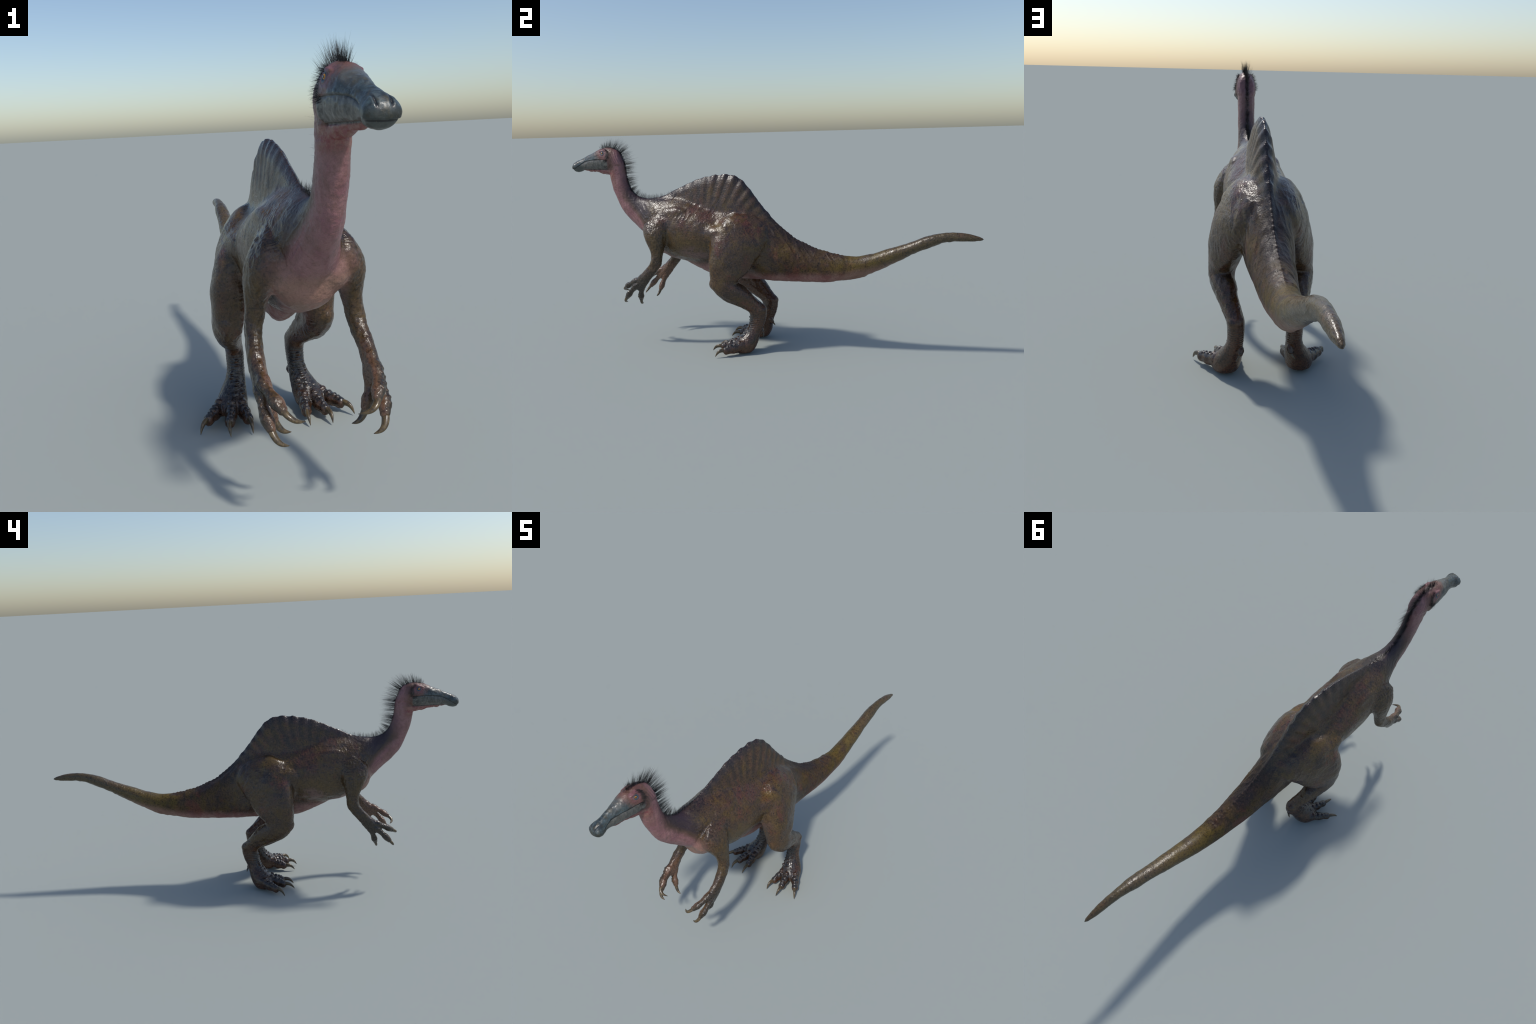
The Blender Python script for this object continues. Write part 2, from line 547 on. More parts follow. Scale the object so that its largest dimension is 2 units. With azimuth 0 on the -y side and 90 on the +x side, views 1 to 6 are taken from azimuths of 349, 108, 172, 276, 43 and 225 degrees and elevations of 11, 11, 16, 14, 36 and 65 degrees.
# regional weights
head_w = sstep(-.745, -.765, y) * sstep(.82, .84, z)
foot_w = 1 - sstep(.13, .20, z)
hand_w = (1 - sstep(.33, .37, z)) * sstep(-.50, -.54, y)
body_w = (1 - head_w) * (1 - foot_w) * (1 - hand_w)
tail_w = sstep(.03, .12, y)
zside = sstep(.60, .68, z) * sstep(-.50, -.40, y) * (1 - sstep(.02, .10, y))
# sail spines
ph = sail_phase(y, z) + .55 * vnoise(np.stack([x * 0, y, z * .4], 1), 16, 31)
rib_var = .85 + .55 * vnoise(np.stack([x * 0 + 3, np.floor(ph / (2 * np.pi) + .5) * .9, z * 9], 1), 1.0, 32)
front_fade = .15 + .85 * sstep(-.34, -.16, y)
disp += zside * sstep(.66, .78, z + .75 * np.clip(y + .13, 0, 1)) * np.cos(ph) * .0023 * rib_var * front_fade * sstep(.3, .75, np.abs(N[:, 0]))
# soft lumps of muscle
disp += body_w * (.0018 * vnoise(V, 13, 1) + .0008 * vnoise(V, 34, 2))
# skin folds: stretched noise, along the flank and across the limbs
fold = vnoise(V, (60, 22, 75), 3); fold2 = vnoise(V, (150, 60, 130), 4)
flank = sstep(-.60, -.52, y) * (1 - sstep(.0, .10, y)) * sstep(.36, .42, z) * (1 - zside)
disp += flank * (.0005 * fold + .0003 * (1 - 2 * np.abs(fold2)))
# sweeping folds from the back down to the shoulder, long muscle bands in thigh and arm
aa, bb = y * .5 + z * .85, y * .85 - z * .5
Q2 = np.stack([x, bb, aa], 1)
ups = sstep(.52, .60, z) * sstep(-.60, -.54, y) * (1 - sstep(-.30, -.12, y)) * (1 - sstep(.72, .77, z))
disp += ups * .0013 * (1 - 2 * np.abs(vnoise(Q2, (45, 60, 15), 21))) * (.6 + .4 * vnoise(V, 25, 22))
thigh = sstep(.24, .30, z) * (1 - sstep(.60, .66, z)) * sstep(-.27, -.25, y) * (1 - sstep(.04, .08, y)) * (ax > .05)
Q3 = np.stack([x, y * .9 + z * .25, z * .95 - y * .25], 1)
disp += thigh * (.0024 * vnoise(Q3, (24, 24, 9), 23) + .0006 * (1 - 2 * np.abs(vnoise(Q3, (60, 60, 38), 24))))
armw = sstep(.33, .37, z) * (1 - sstep(.56, .60, z)) * (1 - sstep(-.46, -.44, y)) * (ax > .07)
disp += armw * (.0014 * vnoise(V, (60, 60, 20), 25) + .0006 * (1 - 2 * np.abs(vnoise(V, (110, 110, 60), 26))))
# tendons of forearm and shank, bony knee, creases at the neck base
fa = sstep(.27, .31, z) * (1 - sstep(.42, .46, z)) * (1 - sstep(-.49, -.47, y)) * (ax > .07)
Q4 = np.stack([x, y * .77 - z * .63, y * .63 + z * .77], 1)
disp += fa * (.0018 * vnoise(Q4, (75, 75, 9), 33) + .0007 * (1 - 2 * np.abs(vnoise(Q4, (110, 110, 45), 34))))
sh = sstep(.19, .23, z) * (1 - sstep(.31, .35, z)) * (y > -.26) * (y < .08) * (ax > .05)
Q5 = np.stack([x, y * .55 + z * .83, y * .83 - z * .55], 1)
disp += sh * (.0018 * vnoise(Q5, (55, 60, 9), 35) + .0006 * (1 - 2 * np.abs(vnoise(Q5, (90, 90, 60), 36))))
collar = gauss(np.hypot((y + .615) * .8, z - .63), .07) * (1 - sstep(-.52, -.49, y))
disp += collar * .0014 * (1 - 2 * np.abs(vnoise(np.stack([x, y * .7 + z * .7, z * .7 - y * .7], 1), (28, 85, 22), 37)))
chest = sstep(-.50, -.54, y) * (1 - sstep(.54, .60, z)) * (ax < .09)
disp += chest * (.0018 * vnoise(V, (40, 40, 24), 38) + .0007 * vnoise(V, 110, 39))
belly = (1 - sstep(.42, .50, z)) * sstep(-.50, -.46, y) * (1 - sstep(-.2, -.12, y)) * (ax < .11)
disp += belly * (.0016 * vnoise(V, (30, 30, 60), 40) + .0007 * (1 - 2 * np.abs(vnoise(V, (60, 50, 130), 41))))
rump = sstep(-.08, .0, y) * (1 - sstep(.35, .45, y)) * sstep(.40, .46, z)
disp += rump * .0014 * (1 - 2 * np.abs(vnoise(np.stack([x, y * .9 + z * .75, z * .75 - y * .6], 1), (40, 55, 20), 27)))
# creases round the shoulder and the neck base
shoulder = gauss(np.hypot(y + .52, z - .60), .085)
disp += shoulder * .0012 * (1 - 2 * np.abs(vnoise(V, (95, 95, 60), 5)))
# groove between the neck and the point of the shoulder
gl = catmull([(-.594, .572), (-.586, .590), (-.562, .616), (-.536, .635), (-.500, .652)], 60)
gd = np.min(np.hypot(y[:, None] - gl[None, ::3, 0], z[:, None] - gl[None, ::3, 1]), axis=1)
near = (gd < .04) & (ax > .03)
gi = np.zeros(len(V)); gi[near] = 1
fade = sstep(-.50, -.545, y) * sstep(-.594, -.578, y)
disp -= gi * fade * .0042 * gauss(gd, .0055)
below = (y + .56) * .66 - (z - .618) * .75     # > 0 on the shoulder side
disp += gi * fade * .0030 * gauss(gd - .013, .009) * sstep(-.002, .004, below)
# neck: lengthwise cords in front, rings behind the head
neck_w = sstep(.60, .68, z) * sstep(-.60, -.66, y) * (1 - head_w)
disp += neck_w * (.0007 * vnoise(V, (160, 120, 18), 6) + .0004 * vnoise(V, (90, 90, 220), 7))
disp += gauss(np.hypot(y + .745, z - .915), .04) * .0007 * np.sin((y + .45 * z) * 620)
# tail: slanting bands beside the ridge and a knobbly keel below
band = np.sin((y * .9 + z * .75) * 2 * np.pi / .024 + 1.2 * vnoise(V, 20, 8))
disp += tail_w * (1 - sstep(.36, .48, y)) * .0010 * (band * .5 + .5) * vnoise(V, (30, 45, 45), 18) * 2 * sstep(.36, .40, z)
disp += tail_w * .0005 * vnoise(V, (40, 75, 60), 9) * sstep(.40, .55, y)
under = sstep(.4, .85, -N[:, 2]) * sstep(-.30, -.2, y) * (ax < .05)
disp += under * .0013 * vnoise(V, 62, 10)
ridge = tail_w * (1 - sstep(.34, .44, y)) * gauss(x, .0048) * sstep(.2, .7, N[:, 2])
disp += ridge * (.0030 + .0009 * np.sin(y * 2 * np.pi / .017 + vnoise(V, 20, 19)))
# throat
throat = gauss(x, .03) * sstep(.872, .855, z) * sstep(-.95, -.925, y) * (1 - sstep(-.76, -.72, y)) * sstep(.815, .838, z)
disp += throat * (.0028 * vnoise(V, 62, 11) + .0016 * (1 - 2 * np.abs(vnoise(V, (70, 120, 120), 20))))
# shank and foot: pebbles and scale rows
pebble = vnoise(V, 130, 12)
disp += foot_w * .0006 * pebble
disp += sstep(.105, .14, z) * (1 - sstep(.16, .20, z)) * .0007 * np.sin(z * 2 * np.pi / .0088)
disp += sstep(-.25, -.2, y) * sstep(.17, .21, z) * (1 - sstep(.28, .33, z)) * .0006 * vnoise(V, 110, 13)
disp += hand_w * (.0007 * vnoise(V, 120, 14))
# fine leathery grain
disp += (1 - head_w) * .00035 * vnoise(V, 240, 15)
V = V + N * disp[:, None]

# head carving --------------------------------------------------
N = vnormals(V)
x, y, z = V.T
ax = np.abs(x)
MY = [-1.01, -.995, -.985, -.976, -.965, -.952, -.940, -.925, -.900, -.863, -.839, -.804, -.785]
MZ = [.8590, .8600, .8630, .8680, .8750, .8830, .8905, .8975, .9030, .9065, .9070, .9060, .9020]
def mouth_z(yy):
    return pchip(MY, MZ, np.clip(yy, MY[0], MY[-1]))
mz = mouth_z(y)
slope = (mouth_z(y + .002) - mouth_z(y - .002)) / .004
dm = (z - mz) / np.sqrt(1 + slope ** 2)
on = (y < -.788) * sstep(-.786, -.800, y)
cut = np.zeros(len(V))
cut -= on * .0022 * gauss(dm, .0019)
cut += on * .0006 * np.exp(-np.abs(dm - .0035) / .003) * (dm > .0015)
cut -= on * .0007 * sstep(-.0005, -.003, dm) * sstep(.012, .004, -dm)
# jaw plate lower edge and its rear rim
jz = .861
cut += (ax > .012) * sstep(-.94, -.925, y) * sstep(-.783, -.795, y) * (.0010 * np.exp(-np.abs(z - jz - .003) / .004) - .0016 * gauss(z - jz + .001, .0022))
# nostril slits
for sgn in (1, -1):
    dl = (x - sgn * (.0125 + .08 * (z - .886)))
    cut -= .0036 * gauss(dl, .0018) * gauss(z - .8885, .0075) * sstep(-.968, -.976, y)
    cut += .0012 * gauss(dl - sgn * .0045, .003) * gauss(z - .8885, .009) * sstep(-.968, -.976, y)
# eye socket with lids
de = np.hypot(y + .8165, (z - .9392) * 1.12)
eyeside = (ax > .018)
cut -= eyeside * .0036 * gauss(de, .0054)
cut += eyeside * .0011 * gauss(de - .0088, .0022)
cut -= eyeside * .0010 * gauss(de - .0140, .0022)
# pit in front of the eye, cheek hollow
cut -= eyeside * .0016 * gauss(np.hypot((y + .853) / 1.6, z - .927), .008)
cut += head_w * (.0010 * vnoise(V, 70, 16) + .0006 * vnoise(V, 150, 17)) * (1 - gauss(de, .012))
V = V + N * cut[:, None]
V[:, 2] = np.maximum(V[:, 2], 0.0005)
N = vnormals(V)

# ------------------------------------------------------------------ materials
def new_mat(name):
    m = bpy.data.materials.new(name); m.use_nodes = True
    nt = m.node_tree
    for n in list(nt.nodes):
        nt.nodes.remove(n)
    out = nt.nodes.new('ShaderNodeOutputMaterial')
    bs = nt.nodes.new('ShaderNodeBsdfPrincipled')
    nt.links.new(bs.outputs[0], out.inputs[0])
    return m, nt, bs

class NB:
    """tiny node builder: sockets in, sockets out"""
    def __init__(self, nt):
        self.nt = nt
    def put(self, sock, v):
        if hasattr(v, 'is_output') or isinstance(v, bpy.types.NodeSocket):
            self.nt.links.new(v, sock)
        else:
            if isinstance(v, (tuple, list)) and len(v) == 3 and len(sock.default_value) == 4:
                v = (*v, 1)
            sock.default_value = v
    def math(self, op, a, b=0.0, c=0.0, clamp=False):
        n = self.nt.nodes.new('ShaderNodeMath'); n.operation = op; n.use_clamp = clamp
        self.put(n.inputs[0], a); self.put(n.inputs[1], b); self.put(n.inputs[2], c)
        return n.outputs[0]
    def add(self, a, b): return self.math('ADD', a, b)
    def sub(self, a, b): return self.math('SUBTRACT', a, b)
    def mul(self, a, b): return self.math('MULTIPLY', a, b)
    def maxi(self, a, b): return self.math('MAXIMUM', a, b)
    def mini(self, a, b): return self.math('MINIMUM', a, b)
    def inv(self, a): return self.math('SUBTRACT', 1.0, a)
    def step(self, v, lo, hi, t0=0.0, t1=1.0):
        n = self.nt.nodes.new('ShaderNodeMapRange'); n.interpolation_type = 'SMOOTHSTEP'
        rev = lo > hi
        self.put(n.inputs['Value'], v)
        n.inputs['From Min'].default_value = min(lo, hi); n.inputs['From Max'].default_value = max(lo, hi)
        n.inputs['To Min'].default_value = t1 if rev else t0
        n.inputs['To Max'].default_value = t0 if rev else t1
        return n.outputs[0]
    def mix(self, f, a, b, mode='MIX'):
        n = self.nt.nodes.new('ShaderNodeMix'); n.data_type = 'RGBA'; n.blend_type = mode
        self.put(n.inputs[0], f); self.put(n.inputs[6], a); self.put(n.inputs[7], b)
        return n.outputs[2]
    def noise(self, vec, scale, detail=3.0, rough=.55, dist=0.0):
        n = self.nt.nodes.new('ShaderNodeTexNoise')
        self.put(n.inputs['Vector'], vec)
        n.inputs['Scale'].default_value = scale; n.inputs['Detail'].default_value = detail
        n.inputs['Roughness'].default_value = rough; n.inputs['Distortion'].default_value = dist
        return n.outputs[0]
    def voronoi(self, vec, scale, feature='F1', rand=1.0):
        n = self.nt.nodes.new('ShaderNodeTexVoronoi'); n.feature = feature
        self.put(n.inputs['Vector'], vec)
        n.inputs['Scale'].default_value = scale
        n.inputs['Randomness'].default_value = rand
        return n.outputs['Distance']
    def mapping(self, vec, scale=(1, 1, 1), loc=(0, 0, 0), rot=(0, 0, 0)):
        n = self.nt.nodes.new('ShaderNodeMapping')
        self.put(n.inputs[0], vec)
        n.inputs['Location'].default_value = loc; n.inputs['Scale'].default_value = scale
        n.inputs['Rotation'].default_value = rot
        return n.outputs[0]
    def curve(self, v, pts, lo, hi):
        """piecewise smooth curve pts (u, value) with u in lo..hi, value returned as is (0..1)"""
        n0 = self.nt.nodes.new('ShaderNodeMapRange'); self.put(n0.inputs['Value'], v)
        n0.inputs['From Min'].default_value = lo; n0.inputs['From Max'].default_value = hi
        n = self.nt.nodes.new('ShaderNodeFloatCurve')
        self.nt.links.new(n0.outputs[0], n.inputs['Value'])
        c = n.mapping.curves[0]
        pts = [((u - lo) / (hi - lo), w) for u, w in pts]
        c.points[0].location = pts[0]; c.points[1].location = pts[-1]
        for p in pts[1:-1]:
            c.points.new(*p)
        n.mapping.update()
        return n.outputs[0]
    def bump(self, h, strength, dist, normal=None):
        n = self.nt.nodes.new('ShaderNodeBump')
        self.put(n.inputs['Height'], h)
        n.inputs['Strength'].default_value = strength; n.inputs['Distance'].default_value = dist
        if normal is not None:
            self.nt.links.new(normal, n.inputs['Normal'])
        return n.outputs[0]
    def blob(self, c, r):
        """soft ball mask around a point (|x| used), r = (rx, ry, rz)"""
        P = self.P
        a = self.math('DIVIDE', self.sub(P[3], c[0]), r[0])
        b = self.math('DIVIDE', self.sub(P[1], c[1]), r[1])
        d = self.math('DIVIDE', self.sub(P[2], c[2]), r[2])
        s = self.add(self.add(self.mul(a, a), self.mul(b, b)), self.mul(d, d))
        return self.step(s, 1.0, 0.05)
    def coords(self):
        tc = self.nt.nodes.new('ShaderNodeTexCoord')
        self.O = tc.outputs['Object']
        sp = self.nt.nodes.new('ShaderNodeSeparateXYZ'); self.nt.links.new(self.O, sp.inputs[0])
        self.P = [sp.outputs[0], sp.outputs[1], sp.outputs[2], self.math('ABSOLUTE', sp.outputs[0])]
        g = self.nt.nodes.new('ShaderNodeNewGeometry')
        ns = self.nt.nodes.new('ShaderNodeSeparateXYZ'); self.nt.links.new(g.outputs['Normal'], ns.inputs[0])
        self.N = [ns.outputs[i] for i in range(3)]
        self.pointy = g.outputs['Pointiness']

def srgb(r, g, b):
    f = lambda c: ((c / 255 + .055) / 1.055) ** 2.4 if c > 10 else c / 255 / 12.92
    return (f(r), f(g), f(b))

def skin_material():
    m, nt, bs = new_mat('reptile_skin')
    k = NB(nt); k.coords()
    X, Y, Z, AX = k.P
    O = k.O
    n_big = k.noise(O, 6.5, 3, .6, .4)
    n_mid = k.noise(k.mapping(O, loc=(3.1, 1.7, .4)), 17, 4, .62, .3)
    n_sm = k.noise(k.mapping(O, loc=(.3, 5.7, 2.4)), 70, 4, .65)
    n_fine = k.noise(O, 330, 3, .6)
    n_spk = k.noise(k.mapping(O, loc=(4, 2, 9)), 135, 5, .7)
    # --- hide: brown with olive, red and slate clouds
    col = k.mix(k.step(n_big, .38, .62), srgb(74, 56, 44), srgb(88, 67, 48))
    col = k.mix(k.mul(k.step(n_mid, .50, .68), .6), col, srgb(98, 80, 42))
    n_red = k.noise(k.mapping(O, loc=(8.2, .7, 6.4)), 13, 4, .6, .3)
    col = k.mix(k.mul(k.step(n_red, .52, .70), .65), col, srgb(108, 62, 54))
    n_sl = k.noise(k.mapping(O, loc=(1.2, 9.7, 3.4)), 11, 4, .6)
    col = k.mix(k.mul(k.step(n_sl, .50, .68), .60), col, srgb(58, 48, 50))
    n_ol = k.noise(k.mapping(O, loc=(5.2, 3.7, 1.4)), 22, 4, .65, .4)
    col = k.mix(k.mul(k.step(n_ol, .50, .64), .6), col, srgb(94, 74, 38))
    col = k.mix(k.mul(k.step(n_ol, .47, .34), .65), col, srgb(48, 40, 40))
    # flank lighter, with lilac and olive bloom
    fl = k.blob((.115, -.36, .47), (.07, .17, .115))
    col = k.mix(k.mul(fl, .65), col, srgb(106, 86, 54))
    lil = k.mul(k.blob((.12, -.315, .455), (.09, .12, .055)), k.step(n_mid, .36, .60))
    col = k.mix(k.mul(lil, .6), col, srgb(134, 104, 106))
    rd = k.blob((.08, -.33, .63), (.08, .16, .075))
    col = k.mix(k.mul(rd, k.mul(k.step(n_red, .40, .62), .7)), col, srgb(98, 60, 52))
    # yellow over the hip and on the rear of the tail
    hipm = k.mul(k.blob((.09, -.16, .60), (.07, .11, .06)), k.step(n_mid, .34, .58))
    col = k.mix(k.mul(hipm, .5), col, srgb(112, 88, 36))
    tl = k.mul(k.mul(k.step(Y, .30, .44), k.step(Y, .72, .56)), k.step(n_mid, .30, .58))
    col = k.mix(k.mul(k.step(Y, .55, .75), .6), col, srgb(92, 82, 58))
    col = k.mix(k.mul(tl, .58), col, srgb(110, 94, 42))
    # sail: dark crest, dark furrows
    ang = k.math('ARCTAN2', k.sub(Y, SAIL_PIVOT[0]), k.maxi(k.sub(Z, SAIL_PIVOT[1]), .001))
    den = k.add(.112, k.mul(k.maxi(k.mul(ang, -1), 0), .03))
    cs = k.math('COSINE', k.mul(k.math('DIVIDE', k.sub(ang, .055), den), 2 * math.pi))
    sail = k.mul(k.mul(k.step(k.add(Z, k.mul(k.maxi(k.add(Y, .1), 0), .9)), .66, .735), k.step(Y, -.48, -.36)), k.step(Y, .12, .02))
    col = k.mix(k.mul(sail, k.step(cs, .3, -.9, 0, .5)), col, srgb(46, 39, 40))
    col = k.mix(k.mul(sail, k.step(cs, .1, .9, 0, .25)), col, srgb(104, 78, 66))
    crest_z = k.curve(Y, [(-.60, .715), (-.54, .722), (-.47, .750), (-.40, .780), (-.30, .815), (-.20, .832), (-.14, .828), (-.07, .778), (.0, .69), (.07, .606), (.15, .537), (.22, .50), (.30, .47)], -.60, .30)
    dcr = k.sub(crest_z, Z)
    crest = k.mul(k.step(dcr, .055, .004), k.mul(k.step(Y, -.62, -.54), k.step(Y, .34, .22)))
    col = k.mix(k.mul(crest, .80), col, srgb(44, 38, 42))
    # legs and arms lean to olive-grey
    legm = k.mul(k.blob((.13, -.12, .36), (.075, .19, .21)), .55)
    col = k.mix(k.mul(legm, k.step(n_mid, .3, .6)), col, srgb(78, 60, 45))
    armm = k.mul(k.blob((.125, -.52, .47), (.06, .11, .16)), .75)
    col = k.mix(armm, col, k.mix(k.step(n_mid, .38, .6), srgb(68, 54, 42), srgb(86, 68, 40)))
    # inner legs reddish
    inn = k.mul(k.mul(k.step(AX, .115, .085), k.step(Z, .40, .34)), k.mul(k.step(Y, -.26, -.2), k.step(Y, .10, .05)))
    col = k.mix(k.mul(inn, .55), col, srgb(98, 58, 38))
    # --- pink underside
    vz = k.curve(Y, [(-.62, .535), (-.56, .525), (-.50, .475), (-.42, .425), (-.34, .405), (-.24, .400), (-.10, .372), (.0, .362), (.12, .366), (.25, .372), (.36, .378), (.45, .398), (.55, .420), (.66, .455), (.8, .50), (1.0, .52)], -.62, 1.0)
    dv = k.add(k.sub(vz, Z), k.mul(k.sub(n_mid, .5), .035))
    ven = k.mul(k.step(dv, -.018, .022), k.mul(k.step(AX, .105, .075), k.step(Y, .74, .56)))
    ven = k.mul(ven, k.step(Z, .30, .322))
    pinkb = k.mix(k.step(n_sm, .38, .62), srgb(148, 108, 104), srgb(164, 128, 120))
    pinkb = k.mix(k.mul(k.step(n_red, .45, .62), k.step(Y, -.30, -.05)), pinkb, srgb(142, 96, 93))
    pinkb = k.mix(k.mul(k.step(Y, .25, .5), .6), pinkb, srgb(142, 118, 100))
    col = k.mix(k.mul(ven, .92), col, pinkb)
    # breast
    br = k.blob((.02, -.585, .505), (.105, .10, .10))
    col = k.mix(k.mul(br, k.step(AX, .115, .07)), col, k.mix(k.step(n_mid, .35, .6), srgb(146, 116, 102), srgb(162, 126, 114)))
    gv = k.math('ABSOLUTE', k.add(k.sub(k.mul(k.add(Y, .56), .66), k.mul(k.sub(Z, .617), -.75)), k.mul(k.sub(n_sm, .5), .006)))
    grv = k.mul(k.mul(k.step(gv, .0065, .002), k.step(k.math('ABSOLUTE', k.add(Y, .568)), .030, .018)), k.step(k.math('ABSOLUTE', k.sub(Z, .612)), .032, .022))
    # --- neck: rose in front, dusky behind
    yb = k.curve(Z, [(.50, .54), (.58, .578), (.64, .640), (.685, .690), (.74, .722), (.80, .724), (.86, .714), (.93, .72), (.98, .73)], .50, .98)
    dn = k.add(k.sub(k.mul(yb, -1), Y), k.mul(k.sub(n_mid, .5), .02))
    isneck = k.mul(k.step(Y, -.555, -.615), k.step(Z, .52, .56))
    upper = k.step(Z, .70, .80)
    pinkn = k.mix(k.step(n_mid, .36, .62), srgb(146, 103, 108), srgb(157, 118, 118))
    pinkn = k.mix(k.mul(k.step(n_sm, .45, .65), .5), pinkn, srgb(122, 90, 84))
    pinkn = k.mix(k.mul(k.step(n_sl, .48, .66), .45), pinkn, srgb(118, 88, 80))
    dusk = k.mix(upper, srgb(80, 61, 50), srgb(112, 78, 80))
    neckc = k.mix(k.step(k.add(dn, k.mul(k.sub(n_red, .5), .05)), -.026, .022), dusk, pinkn)
    backn = k.mul(k.step(dn, -.018, -.044), k.mix(upper, (.9, .9, .9), (.55, .55, .55)))
    neckc = k.mix(backn, neckc, srgb(54, 40, 48))
    col = k.mix(isneck, col, neckc)
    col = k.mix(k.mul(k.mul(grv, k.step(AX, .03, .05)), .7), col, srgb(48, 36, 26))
    # --- head
    ishead = k.mul(k.step(Y, -.742, -.775), k.step(Z, .80, .83))
    n_b3f = k.noise(k.mapping(O, loc=(1, 1, 3)), 60, 4, .62, .4)
    facec = k.mix(k.step(n_mid, .40, .62), srgb(112, 80, 76), srgb(120, 88, 78))
    facec = k.mix(k.mul(k.step(n_b3f, .46, .62), .7), facec, srgb(96, 70, 56))
    col = k.mix(ishead, col, facec)
    beak = k.mix(k.step(n_sm, .40, .62), srgb(74, 86, 92), srgb(98, 107, 110))
    n_b2 = k.noise(k.mapping(O, scale=(1, .45, 1), loc=(2, 4, 8)), 48, 4, .62, .5)
    beak = k.mix(k.mul(k.step(n_b2, .44, .60), .9), beak, srgb(50, 56, 60))
    n_b3 = k.noise(k.mapping(O, loc=(5, 1, 3)), 75, 4, .62, .4)
    beak = k.mix(k.mul(k.step(n_b3, .52, .66), .75), beak, srgb(84, 78, 60))
    beak = k.mix(k.mul(k.step(n_b3, .46, .34), .6), beak, srgb(100, 118, 128))
    beak = k.mix(k.mul(k.step(Y, -.965, -.99), k.mul(k.step(Z, .885, .872), .6)), beak, srgb(58, 58, 50))
    # slate reaches back over the lores, less far on the crown
    reach = k.add(Y, k.add(k.mul(k.sub(Z, .92), .75), k.mul(k.sub(n_sm, .5), .045)))
    isbeak = k.mul(k.step(reach, -.822, -.868), k.step(Z, .80, .83))
    pale = k.mul(k.step(k.sub(k.mul(k.add(Y, .80), -.42), k.sub(.968, Z)), -.014, -.002), k.mul(k.step(Y, -.945, -.87), .5))
    beak2 = k.mix(pale, beak, srgb(132, 126, 120))
    beak2 = k.mix(.85, beak2, k.mix(1.0, beak2, (.72, .74, .70), 'MULTIPLY'))
    isbeak = k.mul(isbeak, k.maxi(k.step(Z, .856, .861), k.step(Y, -.935, -.95)))
    col = k.mix(isbeak, col, beak2)
    wat = k.mul(ishead, k.mul(k.step(Z, .861, .855), k.step(Y, -.95, -.93)))
    col = k.mix(wat, col, k.mix(k.step(n_sm, .36, .62), srgb(138, 80, 82), srgb(150, 112, 104)))
    # lower jaw plate: grey
    mzn = k.curve(Y, [(-1.01, .859), (-.995, .860), (-.985, .863), (-.976, .868), (-.965, .875), (-.94, .8905), (-.90, .903), (-.863, .9065), (-.804, .906), (-.78, .902)], -1.01, -.78)
    jaw = k.mul(k.mul(k.step(k.sub(mzn, Z), -.001, .003), k.step(Z, .857, .863)), k.mul(k.step(k.add(k.add(Y, k.mul(k.mul(k.sub(Z, .886), k.sub(Z, .886)), 12)), k.mul(k.sub(n_sm, .5), .02)), -.782, -.792), k.step(AX, .010, .014)))
    n_j = k.noise(k.mapping(O, scale=(1, 1, .35)), 130, 4, .65)
    jawc = k.mix(k.step(n_j, .38, .64), srgb(86, 87, 85), srgb(114, 112, 106))
    jawc = k.mix(k.mul(k.step(n_b3, .50, .62), .7), jawc, srgb(74, 72, 64))
    jawc = k.mix(k.mul(k.step(Y, -.84, -.80), k.step(n_b2, .48, .58)), jawc, srgb(58, 54, 52))
    col = k.mix(jaw, col, jawc)
    chinb = k.mul(k.step(k.sub(mzn, Z), -.001, .003), k.step(Y, -.935, -.952))
    col = k.mix(k.mul(chinb, .85), col, srgb(84, 88, 84))
    # eye surround, cheek, dark line of the mouth and nostrils
    dy = k.add(Y, .8165); dz = k.sub(Z, .9392)
    de_ = k.math('SQRT', k.add(k.mul(dy, dy), k.mul(dz, dz)))
    side = k.step(AX, .014, .020)
    col = k.mix(k.mul(k.mul(k.step(de_, .034, .016), side), k.mul(ishead, k.step(n_b3, .40, .60, .15, .65))), col, srgb(142, 94, 104))
    col = k.mix(k.mul(k.step(de_, .0125, .0085), side), col, srgb(70, 84, 98))
    chk = k.mul(k.mul(k.step(k.add(k.mul(k.add(Y, .788), k.add(Y, .788)), k.mul(k.mul(k.sub(Z, .926), k.sub(Z, .926)), .16)), .00013, .00002), side), ishead)
    col = k.mix(k.mul(chk, k.step(n_sm, .30, .55, .2, .75)), col, srgb(42, 36, 34))
    lip = k.math('ABSOLUTE', k.sub(Z, mzn))
    lipm = k.mul(k.step(lip, .0022, .0006), k.mul(k.step(Y, -.785, -.80), k.step(Z, .85, .86)))
    col = k.mix(k.mul(lipm, .85), col, srgb(22, 22, 24))
    nd = k.math('ABSOLUTE', k.sub(AX, k.add(.0125, k.mul(k.sub(Z, .886), .08))))
    nm_ = k.mul(k.mul(k.step(nd, .0034, .0012), k.step(k.math('ABSOLUTE', k.sub(Z, .8885)), .0135, .008)), k.step(Y, -.968, -.976))
    col = k.mix(k.mul(nm_, .95), col, srgb(34, 38, 42))
    crown = k.mul(k.mul(k.step(AX, .012, .004), k.step(k.N[2], -.2, .3)), k.mul(k.step(Y, -.835, -.82), isneck))
    col = k.mix(k.mul(crown, .6), col, srgb(44, 34, 38))
    # --- feet: slate plates above, rust below
    ft = k.mul(k.step(Z, .235, .165), k.step(Y, -.30, -.25))
    plates = k.mix(k.step(n_sm, .38, .62), srgb(38, 40, 44), srgb(64, 64, 64))
    topm = k.maxi(k.mul(k.step(Z, .072, .05), k.step(k.N[2], .25, .7)), k.mul(k.step(Z, .05, .075), k.step(k.N[1], .05, -.5)))
